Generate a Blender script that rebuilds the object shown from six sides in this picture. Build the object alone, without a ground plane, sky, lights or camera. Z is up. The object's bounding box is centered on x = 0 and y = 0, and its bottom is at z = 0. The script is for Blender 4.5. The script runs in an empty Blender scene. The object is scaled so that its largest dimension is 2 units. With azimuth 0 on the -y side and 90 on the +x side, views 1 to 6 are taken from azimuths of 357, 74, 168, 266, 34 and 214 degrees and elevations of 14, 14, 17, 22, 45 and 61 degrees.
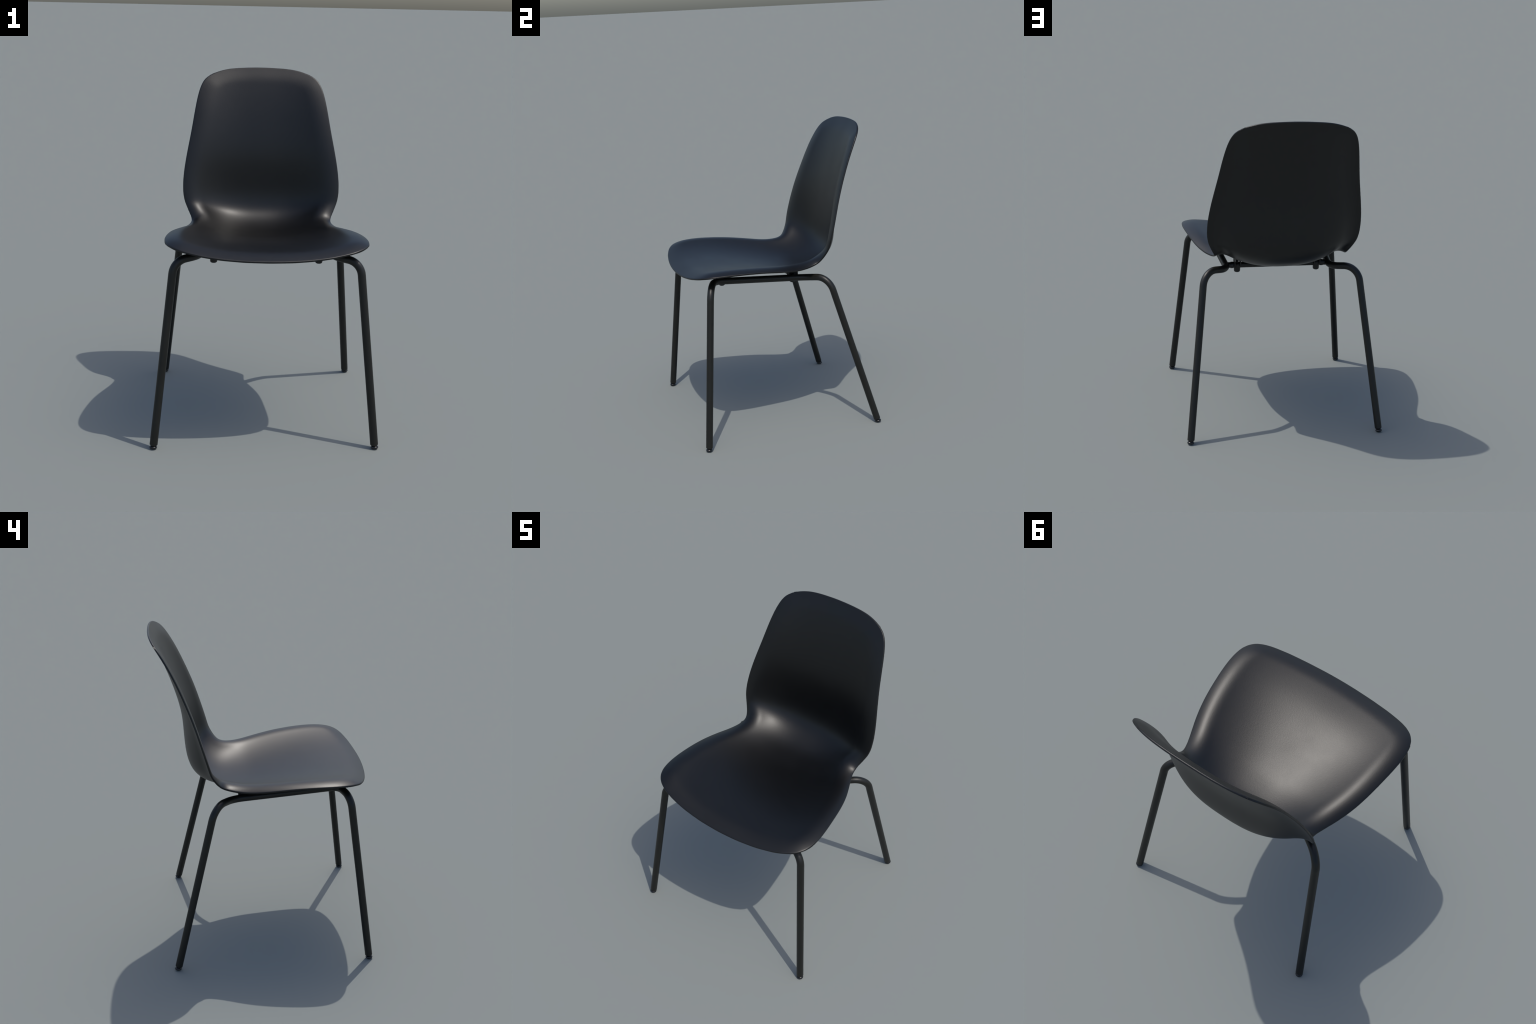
import bpy, math
import numpy as np
from mathutils import Vector

# ------------------------------------------------------------------ helpers
def spline(x, Y, q):
    """Natural cubic spline through the control values Y at x."""
    x = np.asarray(x, float); Y = np.asarray(Y, float); q = np.asarray(q, float)
    if Y.ndim == 1:
        return spline(x, Y[:, None], q.ravel())[:, 0].reshape(q.shape)
    n = len(x); h = np.diff(x)
    A = np.zeros((n, n)); b = np.zeros((n, Y.shape[1])); A[0, 0] = A[-1, -1] = 1
    for i in range(1, n - 1):
        A[i, i - 1] = h[i - 1]; A[i, i] = 2 * (h[i - 1] + h[i]); A[i, i + 1] = h[i]
        b[i] = 6 * ((Y[i + 1] - Y[i]) / h[i] - (Y[i] - Y[i - 1]) / h[i - 1])
    M = np.linalg.solve(A, b)
    i = np.clip(np.searchsorted(x, q) - 1, 0, n - 2)
    hi = h[i][:, None]; a = (x[i + 1] - q)[:, None]; c = (q - x[i])[:, None]
    return (M[i] * a**3 + M[i + 1] * c**3) / (6 * hi) + (Y[i] / hi - M[i] * hi / 6) * a + (Y[i + 1] / hi - M[i + 1] * hi / 6) * c

def arclen(P):
    return np.r_[0, np.cumsum(np.linalg.norm(np.diff(P, axis=0), axis=1))]

def unit(v):
    v = np.asarray(v, float); return v / np.linalg.norm(v)

# ------------------------------------------------------------------ materials
def material(name, base, rough, spec=0.5, tint=0.12, grain=0.0, grain_scale=300.0, patch=6.0, rough_var=0.03):
    m = bpy.data.materials.new(name); m.use_nodes = True
    nt = m.node_tree; N = nt.nodes; L = nt.links
    bs = N["Principled BSDF"]
    tc = N.new("ShaderNodeTexCoord")
    nz = N.new("ShaderNodeTexNoise"); nz.inputs["Scale"].default_value = patch; nz.inputs["Detail"].default_value = 4
    L.new(tc.outputs["Object"], nz.inputs["Vector"])
    rp = N.new("ShaderNodeValToRGB")
    rp.color_ramp.elements[0].position = 0.3; rp.color_ramp.elements[1].position = 0.7
    rp.color_ramp.elements[0].color = [c * (1 - tint) for c in base] + [1]
    rp.color_ramp.elements[1].color = [c * (1 + tint) for c in base] + [1]
    L.new(nz.outputs["Fac"], rp.inputs["Fac"]); L.new(rp.outputs["Color"], bs.inputs["Base Color"])
    mr = N.new("ShaderNodeMapRange")
    mr.inputs["To Min"].default_value = rough - rough_var; mr.inputs["To Max"].default_value = rough + rough_var
    L.new(nz.outputs["Fac"], mr.inputs["Value"]); L.new(mr.outputs["Result"], bs.inputs["Roughness"])
    bs.inputs["Specular IOR Level"].default_value = spec
    if grain:
        g = N.new("ShaderNodeTexNoise"); g.inputs["Scale"].default_value = grain_scale; g.inputs["Detail"].default_value = 2
        L.new(tc.outputs["Object"], g.inputs["Vector"])
        b = N.new("ShaderNodeBump"); b.inputs["Strength"].default_value = grain; b.inputs["Distance"].default_value = 0.002
        L.new(g.outputs["Fac"], b.inputs["Height"]); L.new(b.outputs["Normal"], bs.inputs["Normal"])
    return m

SHELL = material("black_moulded_plastic", (0.0013, 0.0013, 0.0013), 0.425, 0.49, grain=0.10, grain_scale=160)
TUBE = material("black_powder_coated_steel", (0.0080, 0.0080, 0.0064), 0.42, 0.4, grain=0.05, grain_scale=500)
GLIDE = material("glossy_black_rubber", (0.004, 0.004, 0.0045), 0.25, 0.5)
MOUNT = material("dark_mount_plastic", (0.009, 0.009, 0.009), 0.4, 0.4)

# ------------------------------------------------------------------ mesh output
def add_mesh(name, V, F, mat, parent=None, normals=None, sharp=None):
    me = bpy.data.meshes.new(name)
    me.from_pydata([tuple(map(float, v)) for v in V], [], F)
    me.update(); me.materials.append(mat)
    me.polygons.foreach_set("use_smooth", [True] * len(me.polygons))
    if normals is not None:
        me.normals_split_custom_set_from_vertices([tuple(map(float, n)) for n in normals])
    elif sharp:
        me.set_sharp_from_angle(angle=math.radians(sharp))
    ob = bpy.data.objects.new(name, me); bpy.context.scene.collection.objects.link(ob)
    if parent: ob.parent = parent
    return ob

def vertex_normals(V, F):
    me = bpy.data.meshes.new("tmp"); me.from_pydata([tuple(v) for v in V], [], F); me.update()
    n = np.zeros(len(V) * 3); me.vertices.foreach_get("normal", n)
    bpy.data.meshes.remove(me); return n.reshape(-1, 3)

def sub_mesh(V, N, F):
    """Keep only the vertices that the faces use."""
    ids = sorted({i for f in F for i in f}); m = {g: k for k, g in enumerate(ids)}
    return V[ids], N[ids], [tuple(m[i] for i in f) for f in F]

# ------------------------------------------------------------------ the one-piece shell
# centre line (y, z) from the front lip under the sitter and up to the top edge
PROFILE = np.array([[-0.6435, 1.0964], [-0.3879, 1.0961], [-0.166, 1.0679], [0.0192, 1.0387], [0.1653, 1.025], [0.2952, 1.0495], [0.413, 1.1301], [0.4527, 1.2871], [0.4622, 1.4734], [0.5023, 1.6612], [0.5611, 1.8392], [0.6299, 2.0037]])
# half outline of the flattened shell: (half width in m, fraction along the centre line)
OUTLINE = np.array([[0.0, 0.0], [0.2423, 0.0079], [0.3974, 0.0232], [0.5001, 0.0472], [0.5512, 0.0918], [0.5443, 0.2085], [0.4916, 0.3368], [0.4228, 0.449], [0.4327, 0.4842], [0.4607, 0.5372], [0.4767, 0.6512], [0.4287, 0.7984], [0.3652, 0.9425], [0.312, 0.971], [0.222, 0.9903], [0.112, 0.9981], [0.0, 1.0]])
KNOTS = [0, .12, .25, .38, .5, .6, .72, .86, 1.0]      # fractions along the centre line
DISH = [0.0478, 0.0543, 0.0856, 0.1441, 0.2438, 0.2124, 0.144, 0.1214, 0.0819]       # how far the sides lift at 0.5 m from the middle
POWER_KNOTS = [0, .2, .4, .52, .72, 1]
SOFT = 0.05
DISH_POWER = [2.4001, 2.4494, 2.29, 2.7479, 2.5766, 2.9199]
LIP = [0.0236, 0.0381, 0.0469, 0.0621, 0.0783, 0.065, 0.0405, 0.03, 0.0115]        # how far the rolled rim turns away
LIP_WIDTH = 0.1123
CORNER_FRONT, CORNER_TOP = 0.22, 0.89                    # arc fractions where the grid corners sit

k = arclen(PROFILE); pc = spline(k, PROFILE, np.linspace(0, k[-1], 900)); ps = arclen(pc); T = ps[-1]
# direction in which the sides lift: the centre line's slope, smoothed so that the bend opens up gently
def smoothed(s, a, sigma):
    h = s[-1] / 800; u = np.arange(-3 * sigma, s[-1] + 3 * sigma + h, h); v = np.interp(u, s, a)
    kk = np.arange(-int(3 * sigma / h), int(3 * sigma / h) + 1) * h; w = np.exp(-kk * kk / 2 / sigma**2); w /= w.sum()
    return np.interp(s, u, np.convolve(np.pad(v, len(kk) // 2, mode="edge"), w, "valid"))
slope = smoothed(ps, np.unwrap(np.arctan2(np.gradient(pc[:, 1], ps), np.gradient(pc[:, 0], ps))), 0.10)
ol = OUTLINE * [1, T]
ctl = np.vstack([ol[1:4][::-1] * [-1, 1], ol, ol[::-1][1:4] * [-1, 1]])
k = np.r_[0, np.cumsum(np.linalg.norm(np.diff(ctl, axis=0), axis=1)**.6)]
oc = spline(k, ctl, np.linspace(k[3], k[2 + len(ol)], 2400)); os_ = arclen(oc); os_n = os_ / os_[-1]

def rim_at(f):
    f = np.asarray(f); return np.stack([np.interp(f, os_n, oc[:, 0]), np.interp(f, os_n, oc[:, 1])], -1)

def edge_spaced(n, first, rows):
    """0..1 parameters, with a few extra rows close to both ends for the rounded rim."""
    e = np.array(rows) * first
    return np.r_[e, np.linspace(first * 1.6, 1 - first * 1.6, n), (1 - e)[::-1]]

ROWS = [0, .04, .13, .27, .45, .7, 1.0]
uu = edge_spaced(90, 0.013, ROWS) * 2 - 1
vv = edge_spaced(150, 0.008, ROWS)
fr = rim_at(np.abs(uu) * CORNER_FRONT); fr[:, 0] *= np.sign(uu)
tp = rim_at(1 - np.abs(uu) * (1 - CORNER_TOP)); tp[:, 0] *= np.sign(uu)
rt = rim_at(CORNER_FRONT + (CORNER_TOP - CORNER_FRONT) * vv); lf = rt * [-1, 1]
U = ((uu + 1) / 2)[None, :, None]; W = vv[:, None, None]
S = (1 - W) * fr[None] + W * tp[None] + (1 - U) * lf[:, None] + U * rt[:, None]
S -= (1 - U) * (1 - W) * lf[0] + U * (1 - W) * rt[0] + (1 - U) * W * lf[-1] + U * W * rt[-1]
X, Tt = S[..., 0], S[..., 1]

border = rim_at(np.linspace(0, 1, 1500)); border = np.vstack([border, border * [-1, 1]])
def rim_distance(x, t):
    P = np.stack([x, t], -1).reshape(-1, 2); d = np.empty(len(P))
    for i in range(0, len(P), 1500):
        d[i:i + 1500] = ((P[i:i + 1500, None] - border[None])**2).sum(-1).min(1)
    return np.sqrt(d).reshape(x.shape)
D = rim_distance(X, Tt)

def shell_mid(x, t, d):
    y = np.interp(t, ps, pc[:, 0]); z = np.interp(t, ps, pc[:, 1])
    ang = np.interp(t, ps, slope); ty, tz = np.cos(ang), np.sin(ang)
    f = t / T
    a = spline(KNOTS, DISH, f); p = spline(POWER_KNOTS, DISH_POWER, f); lip = spline(KNOTS, LIP, f)
    e = np.clip(1 - d / LIP_WIDTH, 0, 1)
    dev = a * (np.sqrt(x * x + SOFT**2)**p - SOFT**p) / .5**p - lip * e**2.2
    return np.stack([x, y - tz * dev, z + ty * dev], -1)

G = shell_mid(X, Tt, D)
nv, nu = X.shape
idx = np.arange(nv * nu).reshape(nv, nu)
quads = [(idx[i, j], idx[i, j + 1], idx[i + 1, j + 1], idx[i + 1, j]) for i in range(nv - 1) for j in range(nu - 1)]
Nm = vertex_normals(G.reshape(-1, 3), quads).reshape(nv, nu, 3)
# half thickness: thin rounded rim, fuller middle, reinforced around the bend
inner = np.clip(D / .10, 0, 1); inner = inner * inner * (3 - 2 * inner)
H = .0060 + .0030 * inner + .0055 * np.exp(-((Tt / T - .405) / .045)**2) * np.clip(1 - (X / .33)**2, 0, 1)
q = np.clip(D / .0075, 0, 1)
half = H * (1 - (1 - q)**2.6)**(1 / 2.6)
on_rim = np.zeros((nv, nu), bool); on_rim[0] = on_rim[-1] = True; on_rim[:, 0] = on_rim[:, -1] = True
half[on_rim] = 0
front = G + Nm * half[..., None]; back = G - Nm * half[..., None]
V = np.vstack([front.reshape(-1, 3), back.reshape(-1, 3)])
bidx = np.where(on_rim, idx, idx + nv * nu)
row_waist = int(np.argmin(np.abs(rt[:, 1] / T - 0.455)))
def faces(r0, r1):
    out = []
    for i in range(r0, r1):
        for j in range(nu - 1):
            out.append((idx[i, j], idx[i, j + 1], idx[i + 1, j + 1], idx[i + 1, j]))
            out.append((bidx[i, j], bidx[i + 1, j], bidx[i + 1, j + 1], bidx[i, j + 1]))
    return [tuple(int(a) for a in f) for f in out]
VN = vertex_normals(V, faces(0, nv - 1))

# ------------------------------------------------------------------ chair root and shell parts
chair = bpy.data.objects.new("chair", None); bpy.context.scene.collection.objects.link(chair)
chair["label"] = "black moulded plastic shell chair on four bent steel tube legs"
chair["category"] = "chair"
for name, r0, r1 in (("seat", 0, row_waist), ("backrest", row_waist, nv - 1)):
    v, n, f = sub_mesh(V, VN, faces(r0, r1))
    add_mesh(name, v, f, SHELL, chair, normals=n)

def underside(x, y):
    """Height of the shell's lower face of the seat at x, y."""
    b = back[:row_waist].reshape(-1, 3); b = b[b[:, 1] < 0.33]
    return b[np.argmin((b[:, 0] - x)**2 + (b[:, 1] - y)**2), 2]

# ------------------------------------------------------------------ bent tube frame
TUBE_R = 0.0222
FRONT_FOOT, REAR_FOOT = np.array([.614, -.602, 0.0]), np.array([.602, .578, 0.0])
CORNERS = np.array([[.504, -.501, 1.042], [.374, -.449, 1.061], [.329, .188, .999], [.488, .299, 1.026]])
BENDS = [.090, .073, .109, .104]

def bent_path(P, radii, n=12):
    out = [P[0]]; marks = []
    for i in range(1, len(P) - 1):
        a, b = P[i - 1] - P[i], P[i + 1] - P[i]; la, lb = np.linalg.norm(a), np.linalg.norm(b); a, b = a / la, b / lb
        th = math.acos(float(a @ b)); d = min(radii[i - 1] / math.tan(th / 2), la * .48, lb * .48); r = d * math.tan(th / 2)
        c = P[i] + unit(a + b) * r / math.sin(th / 2); s, e, ang = P[i] + a * d - c, P[i] + b * d - c, math.pi - th
        for j in range(n + 1):
            w = j / n; out.append(c + (math.sin((1 - w) * ang) * s + math.sin(w * ang) * e) / math.sin(ang))
        marks.append((len(out) - n - 1, len(out) - 1))
    out.append(P[-1]); return np.array(out), marks

def sweep(path, r, seg=32):
    tan = np.gradient(path, axis=0); tan = np.array([unit(t) for t in tan])
    tan[0] = unit(path[1] - path[0]); tan[-1] = unit(path[-1] - path[-2])
    u = unit(np.cross(tan[0], [0, 1, 0.3])); rings = []; nrm = []
    for p, t in zip(path, tan):
        u = unit(u - t * (u @ t)); w = np.cross(t, u)
        a = np.linspace(0, 2 * math.pi, seg, endpoint=False)[:, None]
        dirs = np.cos(a) * u + np.sin(a) * w
        rings.append(p + r * dirs); nrm.append(dirs)
    return np.array(rings), np.array(nrm)

def ring_faces(n_rings, seg):
    return [(i * seg + j, i * seg + (j + 1) % seg, (i + 1) * seg + (j + 1) % seg, (i + 1) * seg + j)
            for i in range(n_rings - 1) for j in range(seg)]

def lathe(profile, origin, axis, seg=32):
    """Solid of revolution: profile is (radius, height along the axis)."""
    axis = unit(axis); u = unit(np.cross(axis, [0.3, 1, 0.1])); w = np.cross(axis, u)
    a = np.linspace(0, 2 * math.pi, seg, endpoint=False)[:, None]
    rings = [np.asarray(origin) + axis * h + r * (np.cos(a) * u + np.sin(a) * w) for r, h in profile]
    Vv = np.vstack(rings); Ff = ring_faces(len(rings), seg)
    Ff.append(tuple(range(seg))[::-1]); Ff.append(tuple(range((len(rings) - 1) * seg, len(rings) * seg)))
    return Vv, Ff

LEG_CUT = 0.021           # the tube stops this far above the floor, measured along the leg
for sx in (1, -1):
    m = np.array([sx, 1, 1])
    P = np.vstack([FRONT_FOOT, CORNERS, REAR_FOOT]) * m
    P[0] = P[0] + unit(P[1] - P[0]) * LEG_CUT
    P[-1] = P[-1] + unit(P[-2] - P[-1]) * LEG_CUT
    path, marks = bent_path(P, BENDS)
    rings, nrm = sweep(path, TUBE_R)
    seg = rings.shape[1]
    spans = (("leg", 0, marks[1][0]), ("side_rail", marks[1][0], marks[2][1]), ("leg", marks[2][1], len(path) - 1))
    for name, a, b in spans:
        R, Nn = rings[a:b + 1], nrm[a:b + 1]
        if name == "leg":
            # round the cut end of the tube and close it
            first = a == 0
            end, inn = (path[0], path[1]) if first else (path[-1], path[-2])
            ax = unit(end - inn); extra_r = []; extra_n = []
            base = nrm[0] if first else nrm[-1]
            for g in (0, 25, 50, 75, 90):
                g = math.radians(g); bev = 0.004
                extra_r.append(end - ax * bev + ax * bev * math.sin(g) + base * (TUBE_R - bev + bev * math.cos(g)))
                extra_n.append(base * math.cos(g) + ax * math.sin(g))
            if first:
                R = np.concatenate([np.array(extra_r)[::-1], R[1:]]); Nn = np.concatenate([np.array(extra_n)[::-1], Nn[1:]])
            else:
                R = np.concatenate([R[:-1], np.array(extra_r)]); Nn = np.concatenate([Nn[:-1], np.array(extra_n)])
        Vt = R.reshape(-1, 3); Nt = Nn.reshape(-1, 3); Ft = ring_faces(len(R), seg)
        if name == "leg":
            o = 0 if first else (len(R) - 1) * seg
            Ft.append(tuple(range(o, o + seg)))
        leg = add_mesh(name, Vt, Ft, TUBE, chair, normals=Nt)
        if name == "leg":
            foot = (FRONT_FOOT if first else REAR_FOOT) * m
            up = unit(inn - end)
            tilt = unit(up + np.array([0, 0, 1.0]))
            prof = [(.0120, 0), (.0180, .0010), (.0206, .0038), (.0214, .0070), (.0209, .0100), (.0190, .0130), (.0160, .0152), (.0138, .0160), (.0135, .026)]
            Vf, Ff = lathe(prof, foot, tilt)
            Vf[:, 2] -= Vf[:, 2].min()
            add_mesh("foot_glide", Vf, Ff, GLIDE, leg, sharp=60)

# ------------------------------------------------------------------ cross bars and shell mounts under the seat
rail_dir = CORNERS[2] - CORNERS[1]
def rail_x(y):
    w = (y - CORNERS[1][1]) / rail_dir[1]; return CORNERS[1] + rail_dir * w

for y, boss_x, boss_bottom in ((-.376, .290, 1.003), (.120, .258, .956)):
    rz = rail_x(y)
    bar_z = rz[2] - 0.003
    ends = np.array([[-rz[0] + .008, y, bar_z], [rz[0] - .008, y, bar_z]])
    path = np.linspace(ends[0], ends[1], 12)
    rings, nrm = sweep(path, 0.0185)
    add_mesh("crossbar", rings.reshape(-1, 3), ring_faces(len(rings), rings.shape[1]), TUBE, chair, normals=nrm.reshape(-1, 3))
    for sx in (1, -1):
        top = underside(sx * boss_x, y) + 0.005
        h = top - boss_bottom
        prof = [(.006, 0), (.013, .0012), (.0180, .0045), (.0200, .010), (.0212, .036), (.0216, .051), (.0090, .053), (.0090, h)]
        Vb, Fb = lathe(prof, (sx * boss_x, y, boss_bottom), (0, 0, 1))
        post = add_mesh("mounting_post", Vb, Fb, MOUNT, chair, sharp=45)
        # two cheeks that carry the shell on the bar, either side of the post
        cheeks_v, cheeks_f = [], []
        for dx in (-.0180, .0180):
            w, d0, d1 = .0030, -.030, .034
            b = len(cheeks_v)
            for zz in (boss_bottom + .044, None):
                for px, pyy in ((-w, d0), (w, d0), (w, d1), (-w, d1)):
                    px, pyy = sx * boss_x + dx + px, y + pyy
                    cheeks_v.append((px, pyy, underside(px, pyy) + .005 if zz is None else zz))
            cheeks_f += [tuple(b + i for i in f) for f in ((3, 2, 1, 0), (4, 5, 6, 7), (0, 1, 5, 4), (1, 2, 6, 5), (2, 3, 7, 6), (3, 0, 4, 7))]
        add_mesh("bracket", cheeks_v, cheeks_f, MOUNT, post, sharp=30)
        cx = sx * (boss_x + rz[0] - TUBE_R) / 2 + sx * .009
        Vc, Fc = lathe([(.0190, -.012), (.0208, -.0105), (.0208, .0060), (.0185, .0070), (.0185, .012)], (cx, y, bar_z), (sx, 0, 0))
        add_mesh("collar", Vc, Fc, MOUNT, post, sharp=45)
